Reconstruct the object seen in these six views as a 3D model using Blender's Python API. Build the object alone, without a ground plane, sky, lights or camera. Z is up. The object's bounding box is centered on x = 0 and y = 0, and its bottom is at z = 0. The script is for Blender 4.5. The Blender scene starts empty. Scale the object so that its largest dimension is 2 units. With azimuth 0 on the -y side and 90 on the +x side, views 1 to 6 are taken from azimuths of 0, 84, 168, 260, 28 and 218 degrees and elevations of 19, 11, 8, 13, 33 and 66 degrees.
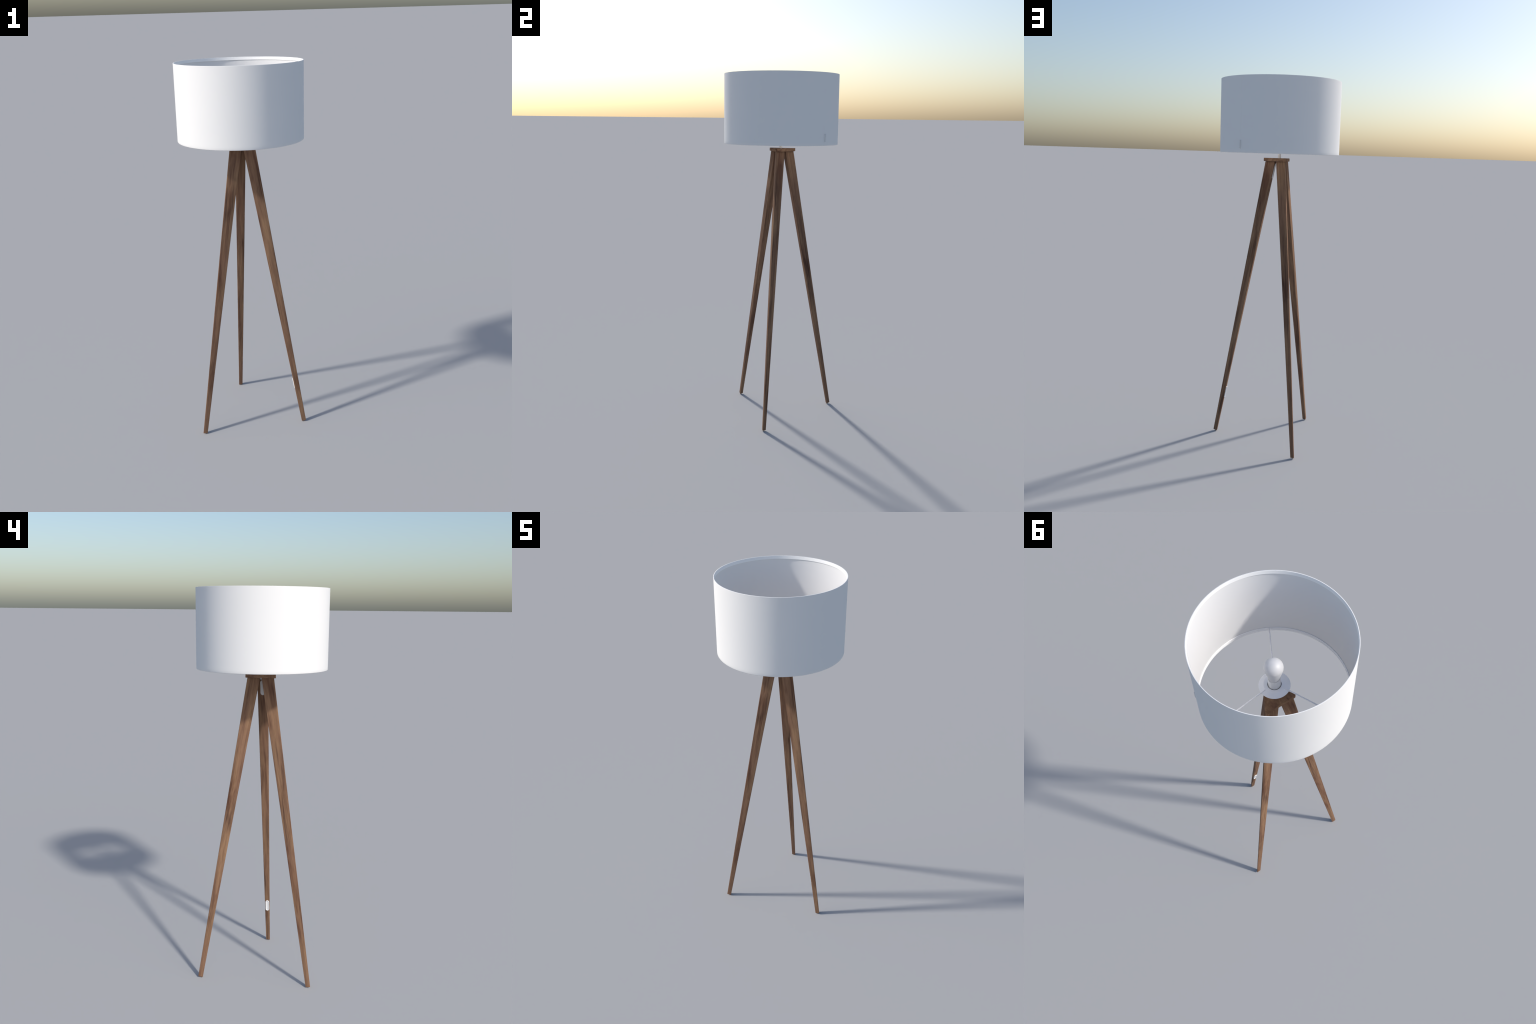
import bpy, bmesh, math
from mathutils import Vector, Matrix

# ---------------------------------------------------------------- dimensions
AXIS = Vector((0.0003, -0.0064, 0.0))      # vertical centre line of the lamp
LEG_ANGLE = 100.0                           # direction of one leg, others +-120
SHADE_R, SHADE_Z0, SHADE_Z1 = 0.3237, 1.6126, 2.0
HEAD_Z0, HEAD_Z1, HEAD_R = 1.5712, 1.5889, 0.0866
SEAM_ANGLE = 40.3

# ---------------------------------------------------------------- node helpers
def new_material(name):
    m = bpy.data.materials.new(name)
    m.use_nodes = True
    nt = m.node_tree
    return m, nt, nt.nodes["Principled BSDF"]

def math_node(nt, op, a, b=None):
    n = nt.nodes.new("ShaderNodeMath"); n.operation = op
    for i, x in enumerate((a, b)):
        if x is None: continue
        if isinstance(x, (int, float)): n.inputs[i].default_value = x
        else: nt.links.new(x, n.inputs[i])
    return n.outputs[0]

def noise(nt, vec, scale, detail=3.0, rough=0.55, dist=0.0):
    n = nt.nodes.new("ShaderNodeTexNoise")
    n.inputs["Scale"].default_value = scale
    n.inputs["Detail"].default_value = detail
    n.inputs["Roughness"].default_value = rough
    n.inputs["Distortion"].default_value = dist
    nt.links.new(vec, n.inputs["Vector"])
    return n.outputs["Fac"]

def mapped(nt, src, scale):
    n = nt.nodes.new("ShaderNodeMapping")
    n.inputs["Scale"].default_value = scale
    nt.links.new(src, n.inputs["Vector"])
    return n.outputs[0]

def ramp(nt, fac, stops):
    n = nt.nodes.new("ShaderNodeValToRGB")
    e = n.color_ramp.elements
    while len(e) < len(stops): e.new(0.5)
    for el, (p, col) in zip(e, stops):
        el.position = p
        el.color = (*col, 1) if len(col) == 3 else col
    nt.links.new(fac, n.inputs[0])
    return n.outputs[0]

def mix(nt, fac, a, b, blend="MIX"):
    n = nt.nodes.new("ShaderNodeMix"); n.data_type = "RGBA"; n.blend_type = blend
    for sock, x in ((n.inputs[0], fac), (n.inputs[6], a), (n.inputs[7], b)):
        if hasattr(x, "node"): nt.links.new(x, sock)
        else: sock.default_value = x if isinstance(x, (int, float)) else (*x, 1)
    return n.outputs[2]

def walnut(name, grain):
    """Walnut whose grain runs along the given direction in object space."""
    m, nt, bsdf = new_material(name)
    g = Vector(grain).normalized()
    u = g.orthogonal().normalized(); v = g.cross(u)
    tex = nt.nodes.new("ShaderNodeTexCoord")
    info = nt.nodes.new("ShaderNodeObjectInfo")
    comb = nt.nodes.new("ShaderNodeCombineXYZ")
    for i, d in enumerate((u, v, g)):
        dn = nt.nodes.new("ShaderNodeVectorMath"); dn.operation = "DOT_PRODUCT"
        nt.links.new(tex.outputs["Object"], dn.inputs[0])
        dn.inputs[1].default_value = d
        off = math_node(nt, "MULTIPLY", info.outputs["Random"], (1.3, 0.7, 5.0)[i])
        nt.links.new(math_node(nt, "ADD", dn.outputs["Value"], off), comb.inputs[i])
    p = comb.outputs[0]
    # broad heartwood bands, streaks, fine pores, slow reddish drift, dark figure
    band = noise(nt, mapped(nt, p, (1, 1, 0.085)), 40.0, 2.0, 0.5, 0.6)
    streak = noise(nt, mapped(nt, p, (1, 1, 0.055)), 130.0, 4.0, 0.6, 0.3)
    pore = noise(nt, mapped(nt, p, (1, 1, 0.035)), 560.0, 2.0, 0.6)
    drift = noise(nt, mapped(nt, p, (1, 1, 0.3)), 13.0, 2.0, 0.5)
    figure = noise(nt, mapped(nt, p, (1, 1, 0.12)), 24.0, 3.0, 0.55, 0.8)
    tone = math_node(nt, "ADD", math_node(nt, "MULTIPLY", band, 0.62),
                     math_node(nt, "MULTIPLY", streak, 0.38))
    col = ramp(nt, tone, [(0.34, WOOD_DARK), (0.47, WOOD_MID), (0.62, WOOD_LIGHT)])
    red = ramp(nt, drift, [(0.42, (0, 0, 0)), (0.62, (1, 1, 1))])
    col = mix(nt, math_node(nt, "MULTIPLY", red, 0.35), col, WOOD_RED, "MIX")
    heart = ramp(nt, figure, [(0.54, (1, 1, 1)), (0.68, (0.62, 0.55, 0.57))])
    col = mix(nt, 1.0, col, heart, "MULTIPLY")
    fine = ramp(nt, pore, [(0.36, (0.74, 0.72, 0.72)), (0.50, (1, 1, 1))])
    col = mix(nt, 0.7, col, fine, "MULTIPLY")
    nt.links.new(col, bsdf.inputs["Base Color"])
    bsdf.inputs["Roughness"].default_value = 0.75
    bsdf.inputs["Specular IOR Level"].default_value = 0.08
    bump = nt.nodes.new("ShaderNodeBump")
    bump.inputs["Strength"].default_value = 0.12
    bump.inputs["Distance"].default_value = 0.0006
    nt.links.new(pore, bump.inputs["Height"])
    nt.links.new(bump.outputs[0], bsdf.inputs["Normal"])
    return m

def cloth(name, colour, weave=0.05):
    m, nt, bsdf = new_material(name)
    tex = nt.nodes.new("ShaderNodeTexCoord")
    fac = noise(nt, mapped(nt, tex.outputs["Object"], (1, 1, 0.6)), 900.0, 2.0, 0.6)
    col = mix(nt, fac, tuple(c * 0.985 for c in colour), tuple(min(1, c * 1.015) for c in colour))
    nt.links.new(col, bsdf.inputs["Base Color"])
    bsdf.inputs["Roughness"].default_value = 0.9
    bsdf.inputs["Specular IOR Level"].default_value = 0.15
    bump = nt.nodes.new("ShaderNodeBump")
    bump.inputs["Strength"].default_value = weave
    bump.inputs["Distance"].default_value = 0.0004
    nt.links.new(fac, bump.inputs["Height"])
    nt.links.new(bump.outputs[0], bsdf.inputs["Normal"])
    return m

def plain(name, colour, rough=0.4, spec=0.5, coat=0.0, metal=0.0):
    m, nt, bsdf = new_material(name)
    tex = nt.nodes.new("ShaderNodeTexCoord")
    fac = noise(nt, tex.outputs["Object"], 60.0, 2.0)
    col = mix(nt, fac, tuple(c * 0.98 for c in colour), tuple(min(1, c * 1.02) for c in colour))
    nt.links.new(col, bsdf.inputs["Base Color"])
    bsdf.inputs["Roughness"].default_value = rough
    bsdf.inputs["Specular IOR Level"].default_value = spec
    bsdf.inputs["Coat Weight"].default_value = coat
    bsdf.inputs["Metallic"].default_value = metal
    return m

WOOD_DARK, WOOD_MID = (0.095, 0.054, 0.039), (0.208, 0.121, 0.075)
WOOD_LIGHT, WOOD_RED = (0.304, 0.183, 0.107), (0.208, 0.110, 0.076)
MAT_LEG = walnut("walnut_lengthwise", (0, 0, 1))
MAT_HEAD = walnut("walnut_diagonal", (-0.94, 0.34, 0.5))
MAT_FABRIC = cloth("white_shade_fabric", (0.785, 0.785, 0.785))
MAT_LINER = cloth("white_shade_liner", (0.76, 0.757, 0.757), 0.03)
MAT_HEM = cloth("light_catching_hem_fabric", (0.90, 0.90, 0.90))  # shade fabric made paler: the extra light on hems and rim, as colour
MAT_LABEL = cloth("grey_fabric_label", (0.74, 0.74, 0.74))
MAT_STEEL = plain("white_painted_steel", (0.94, 0.94, 0.95), 0.42, 0.6, 0.0, 0.2)
MAT_PLASTIC = plain("white_plastic", (0.82, 0.82, 0.82), 0.3)
MAT_BULB = plain("opal_bulb_glass", (0.72, 0.72, 0.73), 0.5, 0.8)
MAT_ROD = plain("ivory_rod", (0.90, 0.87, 0.82), 0.4)
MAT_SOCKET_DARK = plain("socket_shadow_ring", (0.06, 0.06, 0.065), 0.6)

# ---------------------------------------------------------------- mesh helpers
def add_object(name, mesh, mat, parent, smooth_angle=30.0):
    o = bpy.data.objects.new(name, mesh)
    bpy.context.scene.collection.objects.link(o)
    if not mesh.materials: mesh.materials.append(mat)
    o.parent = parent
    if smooth_angle is not None:
        shade_by_angle(mesh, smooth_angle)
    return o

def shade_by_angle(mesh, deg):
    bm = bmesh.new(); bm.from_mesh(mesh)
    for f in bm.faces: f.smooth = True
    lim = math.radians(deg)
    for e in bm.edges:
        if len(e.link_faces) == 2:
            e.smooth = e.calc_face_angle(0.0) < lim
    bm.to_mesh(mesh); bm.free()

def mesh_from(name, verts, faces):
    me = bpy.data.meshes.new(name)
    me.from_pydata([tuple(v) for v in verts], [], faces)
    bm = bmesh.new(); bm.from_mesh(me)
    bmesh.ops.recalc_face_normals(bm, faces=bm.faces)
    bm.to_mesh(me); bm.free()
    return me

def revolve(name, profile, segs=192, closed=False, step=None):
    """Lathe an (r, z) profile. With step=(angle, amount, span) the wall overlaps
    itself: it climbs outwards by amount over the last span degrees, then drops."""
    n = len(profile); verts, faces = [], []
    start, amount, span = step if step else (0.0, 0.0, 1.0)
    cols = segs + 1 if step else segs
    for i in range(cols):
        f = i / segs
        a = math.radians(start) + math.tau * f
        lift = amount * max(0.0, 1.0 - (1.0 - f) * 360.0 / span)
        for r, z in profile:
            rr = r + lift if r > 1e-6 else r
            verts.append((rr * math.cos(a), rr * math.sin(a), z))
    for i in range(segs):
        j = i + 1 if step else (i + 1) % segs
        for k in range(n if closed else n - 1):
            k2 = (k + 1) % n
            faces.append((i * n + k, j * n + k, j * n + k2, i * n + k2))
    if step:                                   # riser of the overlap
        j = segs
        for k in range(n if closed else n - 1):
            k2 = (k + 1) % n
            faces.append((j * n + k, k, k2, j * n + k2))
    me = mesh_from(name, verts, faces)
    bm = bmesh.new(); bm.from_mesh(me)
    bmesh.ops.remove_doubles(bm, verts=bm.verts, dist=1e-6)
    bmesh.ops.recalc_face_normals(bm, faces=bm.faces)
    bm.to_mesh(me); bm.free()
    return me

def arc(cx, cz, r, a0, a1, n=6):
    return [(cx + r * math.cos(math.radians(a0 + (a1 - a0) * i / n)),
             cz + r * math.sin(math.radians(a0 + (a1 - a0) * i / n))) for i in range(n + 1)]

def hull_of_circles(circles, n=6):
    """Outline of a rounded polygon: convex hull of circles (x, y, radius), ccw."""
    m = len(circles)
    def edge_normal(p, q):                     # outward normal angle of the common tangent
        d = Vector((q[0] - p[0], q[1] - p[1]))
        return math.atan2(d.y, d.x) - math.acos((p[2] - q[2]) / d.length)
    normals = [edge_normal(circles[i], circles[(i + 1) % m]) for i in range(m)]
    pts = []
    for i, (x, y, r) in enumerate(circles):
        a0, a1 = normals[i - 1], normals[i]
        while a1 < a0: a1 += math.tau
        while a1 - a0 > math.tau: a1 -= math.tau
        for k in range(n + 1):
            t = a0 + (a1 - a0) * k / n
            pts.append(Vector((x + r * math.cos(t), y + r * math.sin(t))))
    return pts

def rod_mesh(name, p0, p1, rad, segs=16):
    p0, p1 = Vector(p0), Vector(p1)
    d = p1 - p0
    q = d.to_track_quat("Z", "Y").to_matrix()
    verts, faces = [], []
    L = d.length; b = rad * 0.3
    for z, r in ((0, rad - b), (b, rad), (L - b, rad), (L, rad - b)):
        for i in range(segs):
            a = math.tau * i / segs
            verts.append(p0 + q @ Vector((r * math.cos(a), r * math.sin(a), z)))
    for k in range(3):
        for i in range(segs):
            j = (i + 1) % segs
            faces.append((k * segs + i, k * segs + j, (k + 1) * segs + j, (k + 1) * segs + i))
    faces.append(tuple(range(segs))[::-1]); faces.append(tuple(range(3 * segs, 4 * segs)))
    return mesh_from(name, verts, faces)

# ---------------------------------------------------------------- the lamp
lamp = bpy.data.objects.new("floor_lamp", None)
bpy.context.scene.collection.objects.link(lamp)
lamp.location = AXIS
lamp["label"] = "tripod floor lamp with walnut legs and white drum shade"
lamp["category"] = "floor lamp"

# ---- legs: tapered three-sided bars, point outwards, splayed from the head
LEG = dict(out0=0.3429, left0=0.0113, right0=0.0106, in0=0.3208,
           out1=0.0748, left1=0.0281, right1=0.0280, in1=0.0186,
           ztop=1.58, nose0=0.0014, nose1=0.0030, round0=0.0011, round1=0.0020)

def leg_mesh():
    L = LEG
    def outline(o, left, right, i, nose, r):
        return hull_of_circles([(o - nose, 0, nose), (i + r, left - r, r), (i + r, -right + r, r)], 6)
    low = [Vector((p.x, p.y, 0.0)) for p in outline(L["out0"], L["left0"], L["right0"], L["in0"], L["nose0"], L["round0"])]
    high = [Vector((p.x, p.y, L["ztop"])) for p in outline(L["out1"], L["left1"], L["right1"], L["in1"], L["nose1"], L["round1"])]
    c0 = sum(low, Vector()) / len(low); c1 = sum(high, Vector()) / len(high)
    axis = (c1 - c0).normalized()
    heel = Vector((L["in0"], 0, 0))
    def cut(p, q, origin, normal):
        d = q - p
        return p + d * ((origin - p).dot(normal) / d.dot(normal))
    rings = []
    # foot is sawn square to the leg, with a small arris; the head end is level
    for k, inset in ((0.0, 0.0009), (0.0009, 0.0)):
        ring = [cut(p, q, heel + axis * k, axis) for p, q in zip(low, high)]
        c = sum(ring, Vector()) / len(ring)
        rings.append([v + (c - v).normalized() * inset for v in ring])
    for z in (0.5, 1.0, HEAD_Z0 - 0.0004):
        rings.append([cut(p, q, Vector((0, 0, z)), Vector((0, 0, 1))) for p, q in zip(low, high)])
    frame = Matrix.Rotation(math.atan2(axis.x, axis.z), 4, "Y")   # z along the leg
    frame.translation = c0
    inv = frame.inverted()
    n = len(low); verts = [inv @ v for ring in rings for v in ring]
    faces = []
    for k in range(len(rings) - 1):
        for i in range(n):
            j = (i + 1) % n
            faces.append((k * n + i, k * n + j, (k + 1) * n + j, (k + 1) * n + i))
    faces.append(tuple(range(n))[::-1])
    faces.append(tuple(range((len(rings) - 1) * n, len(rings) * n)))
    return mesh_from("leg", verts, faces), frame

leg_me, leg_frame = leg_mesh()
legs = []
for k in range(3):
    o = add_object("leg", leg_me, MAT_LEG, lamp, 25 if k == 0 else None)
    o.matrix_local = Matrix.Rotation(math.radians(LEG_ANGLE + 120 * k), 4, "Z") @ leg_frame
    legs.append(o)

# ---- capsule plates with a sunken pocket on the inner face of one leg
def capsule(half_len, half_wid, n=10):
    s = half_len - half_wid
    top = [(half_wid * math.cos(math.pi * i / n), s + half_wid * math.sin(math.pi * i / n)) for i in range(n + 1)]
    return top + [(-x, -y) for x, y in top]

def plate_mesh(name, half_len, half_wid, depth, rim, pocket):
    rings = []
    for inset, h in ((0, -0.002), (0, depth - 0.0012), (0.0004, depth - 0.0004), (0.0012, depth),
                     (rim, depth), (rim + 0.0006, depth - 0.0003), (rim + 0.0034, depth - pocket),):
        rings.append([(x, y, h) for x, y in capsule(half_len - inset, half_wid - inset)])
    n = len(rings[0]); verts = [v for r in rings for v in r]; faces = []
    for k in range(len(rings) - 1):
        for i in range(n):
            j = (i + 1) % n
            faces.append((k * n + i, k * n + j, (k + 1) * n + j, (k + 1) * n + i))
    faces.append(tuple(range(n))[::-1]); faces.append(tuple(range((len(rings) - 1) * n, len(rings) * n)))
    return mesh_from(name, verts, faces)

slope = (LEG["in0"] - LEG["in1"]) / LEG["ztop"]          # inward lean of the inner face
for z_mid, hl, hw, dp, rim, pk in ((1.5168, 0.0390, 0.0119, 0.0044, 0.0026, 0.0026),
                                   (0.2366, 0.0340, 0.0103, 0.0046, 0.0022, 0.0024)):
    r = LEG["in0"] - slope * z_mid
    up = Vector((-slope, 0, 1)).normalized()
    out = Vector((-1, 0, -slope)).normalized()           # faces the lamp axis
    side = up.cross(out)
    M = Matrix.Translation((r, 0, z_mid)) @ Matrix((side, up, out)).transposed().to_4x4()
    o = add_object("switch_plate", plate_mesh("switch_plate", hl, hw, dp, rim, pk), MAT_PLASTIC, legs[2], 35)
    o.matrix_local = leg_frame.inverted() @ M

# ---- triangular head the legs meet under
def head_mesh():
    r = 0.007
    # for a 60 degree corner the arc is what reaches out to HEAD_R
    cs = [((HEAD_R - r) * math.cos(math.radians(LEG_ANGLE + 120 * k)),
           (HEAD_R - r) * math.sin(math.radians(LEG_ANGLE + 120 * k))) for k in range(3)]
    rings = []
    e = 0.0024                                  # softened arris
    for inset, z in [(e * (1 - math.sin(t)), HEAD_Z0 + e * (1 - math.cos(t))) for t in (0, 0.52, 1.05, math.pi / 2)] + \
                    [(e * (1 - math.cos(t)), HEAD_Z1 - e * (1 - math.sin(t))) for t in (0, 0.52, 1.05, math.pi / 2)]:
        rings.append([(p.x, p.y, z) for p in hull_of_circles([(x, y, r - inset) for x, y in cs], 8)])
    n = len(rings[0]); verts = [v for q in rings for v in q]; faces = []
    for k in range(len(rings) - 1):
        for i in range(n):
            j = (i + 1) % n
            faces.append((k * n + i, k * n + j, (k + 1) * n + j, (k + 1) * n + i))
    faces.append(tuple(range(n))[::-1]); faces.append(tuple(range((len(rings) - 1) * n, len(rings) * n)))
    return mesh_from("tripod_head", verts, faces)
add_object("tripod_head", head_mesh(), MAT_HEAD, lamp, 30)

nut = revolve("lock_nut", [(0, HEAD_Z0 + 0.001), (0.0126, HEAD_Z0 + 0.001), (0.0124, HEAD_Z0 - 0.0008),
                           (0.0082, HEAD_Z0 - 0.0090), (0.0066, HEAD_Z0 - 0.0112), (0, HEAD_Z0 - 0.0116)], 32)
add_object("lock_nut", nut, MAT_STEEL, lamp, 30)
add_object("stem", rod_mesh("stem", (0, 0, HEAD_Z1 - 0.004), (0, 0, 1.650), 0.0078, 32), MAT_ROD, lamp, 30)

# ---- lamp holder: cup, carrier disc, sleeve, bulb
holder = revolve("lamp_holder", [(0, 1.642), (0.014, 1.642)] + arc(0.020, 1.650, 0.004, -90, 0, 4)
                 + [(0.0262, 1.690), (0.0262, 1.733), (0.0258, 1.736), (0.0246, 1.7365), (0.0238, 1.733),
                    (0.0236, 1.716), (0, 1.716)], 64)
add_object("lamp_holder", holder, MAT_PLASTIC, lamp, 30)
add_object("gap_shade_ring", revolve("gap_shade_ring", [(0.0264, 1.6845), (0.0294, 1.6845), (0.0294, 1.6857),
                                                (0.0264, 1.6857)], 64, closed=True), MAT_SOCKET_DARK, lamp, 30)  # dark ring added in place of the shade between sleeve and disc

disc = revolve("carrier_disc", [(0.0290, 1.6880), (0.0450, 1.6880), (0.0470, 1.6872), (0.0655, 1.6816), (0.0662, 1.6806),
                                (0.0655, 1.6796), (0.0470, 1.6852), (0.0450, 1.6858), (0.0290, 1.6858)], 96, closed=True)
disc_o = add_object("carrier_disc", disc, MAT_STEEL, lamp, 30)

bulb_profile = [(0.0, 1.8502)] + [(0.0396 * math.sin(math.radians(a)), 1.8106 + 0.0396 * math.cos(math.radians(a)))
                                  for a in range(6, 100, 6)] + \
               [(0.0368, 1.7935), (0.0338, 1.7800), (0.0302, 1.7660), (0.0268, 1.7520), (0.0244, 1.7400),
                (0.0232, 1.7300), (0.0230, 1.7180), (0, 1.7180)]
bulb = add_object("bulb", revolve("bulb", bulb_profile, 64), MAT_BULB, lamp, 40)

# ---- drum shade: outer fabric with turned-in hems, liner, seam, label, frame
T = 0.0016
HEM, HEM_IN = 0.0158, 0.0050
def shade_profile():
    """Closed (r, z) section: outer face, flat rim, inside, lower hem."""
    z0, z1, R = SHADE_Z0, SHADE_Z1, SHADE_R
    p = [(R, z0 + HEM), (R, z0 + 0.10), (R, (z0 + z1) / 2), (R, z1 - 0.10), (R, z1 - HEM), (R, z1 - 0.0022)]
    p += arc(R - 0.0005, z1 - 0.0005, 0.0005, 0, 90, 2)
    p += [(R - 0.0029, z1), (R - T - 0.0006, z1 - 0.0035), (R - T, z1 - HEM - 0.001), (R - T, (z0 + z1) / 2), (R - T, z0 + HEM)]
    p += [(R - 0.0042, z0 + HEM), (R - HEM_IN, z0 + 0.0022)]
    p += arc(R - HEM_IN + 0.0016, z0 + 0.0016, 0.0016, 200, 270, 3)
    p += arc(R - 0.0030, z0 + 0.0030, 0.0030, 270, 350, 5)
    return p

def soften_hem_folds(mesh):
    """The fold of the lower hem is soft: shade across it."""
    folds = ((SHADE_R - 0.0042, SHADE_Z0 + HEM),)
    bm = bmesh.new(); bm.from_mesh(mesh)
    for e in bm.edges:
        if all(any(abs(math.hypot(v.co.x, v.co.y) - r) < 0.0006 and abs(v.co.z - z) < 1e-4 for r, z in folds)
               for v in e.verts):
            e.smooth = True
    bm.to_mesh(mesh); bm.free()
shade = add_object("lampshade", revolve("lampshade", shade_profile(), 288, closed=True,
                                        step=(SEAM_ANGLE, 0.0004, 2.0)), MAT_FABRIC, lamp, 35)
soften_hem_folds(shade.data)
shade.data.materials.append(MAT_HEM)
for face in shade.data.polygons:               # rim and lower hem also get the paler colour, painting in their brighter light
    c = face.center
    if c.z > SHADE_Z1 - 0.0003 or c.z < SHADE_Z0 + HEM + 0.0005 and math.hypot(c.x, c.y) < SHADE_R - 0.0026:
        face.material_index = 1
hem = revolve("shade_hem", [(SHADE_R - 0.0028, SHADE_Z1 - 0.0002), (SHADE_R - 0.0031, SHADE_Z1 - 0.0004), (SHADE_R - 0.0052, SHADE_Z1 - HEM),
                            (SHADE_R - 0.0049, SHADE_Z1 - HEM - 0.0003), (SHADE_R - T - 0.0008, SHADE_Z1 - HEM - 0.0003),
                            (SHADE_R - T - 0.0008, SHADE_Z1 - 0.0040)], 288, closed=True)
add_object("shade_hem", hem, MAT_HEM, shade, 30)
liner = revolve("shade_liner", [(SHADE_R - T - 0.0003, SHADE_Z0 + HEM + 0.0012), (SHADE_R - T - 0.0003, SHADE_Z1 - HEM - 0.0012),
                                (SHADE_R - T - 0.0009, SHADE_Z1 - HEM - 0.0012), (SHADE_R - T - 0.0009, SHADE_Z0 + HEM + 0.0012)],
                288, closed=True, step=(39.0, -0.0003, 2.5))
add_object("shade_liner", liner, MAT_LINER, shade, 35)

# small folded label stitched edge-on into the seam near the lower edge
def label_mesh():
    bm = bmesh.new()
    bmesh.ops.create_cube(bm, size=1.0)
    bmesh.ops.scale(bm, vec=(0.0085, 0.0017, 0.0435), verts=bm.verts)
    bmesh.ops.bevel(bm, geom=bm.edges[:], offset=0.0005, segments=2, affect="EDGES", profile=0.5)
    me = bpy.data.meshes.new("fabric_label"); bm.to_mesh(me); bm.free()
    return me
lab = add_object("fabric_label", label_mesh(), MAT_LABEL, shade, 30)
lab.matrix_local = Matrix.Rotation(math.radians(SEAM_ANGLE), 4, "Z") @ Matrix.Translation((SHADE_R + 0.0036, 0, 1.6555))

ring = revolve("frame_ring", arc(SHADE_R - 0.0042, SHADE_Z0 + HEM + 0.0034, 0.0022, 0, 330, 11), 192, closed=True)
add_object("frame_ring", ring, MAT_STEEL, shade, 60)
spoke_me = rod_mesh("spoke", (0.0455, 0, 1.6868), (SHADE_R - 0.0050, 0, SHADE_Z0 + HEM + 0.0034), 0.0028, 12)
for k in range(3):
    s = add_object("spoke", spoke_me, MAT_STEEL, disc_o, 40 if k == 0 else None)
    s.rotation_euler = (0, 0, math.radians(70 + 120 * k))
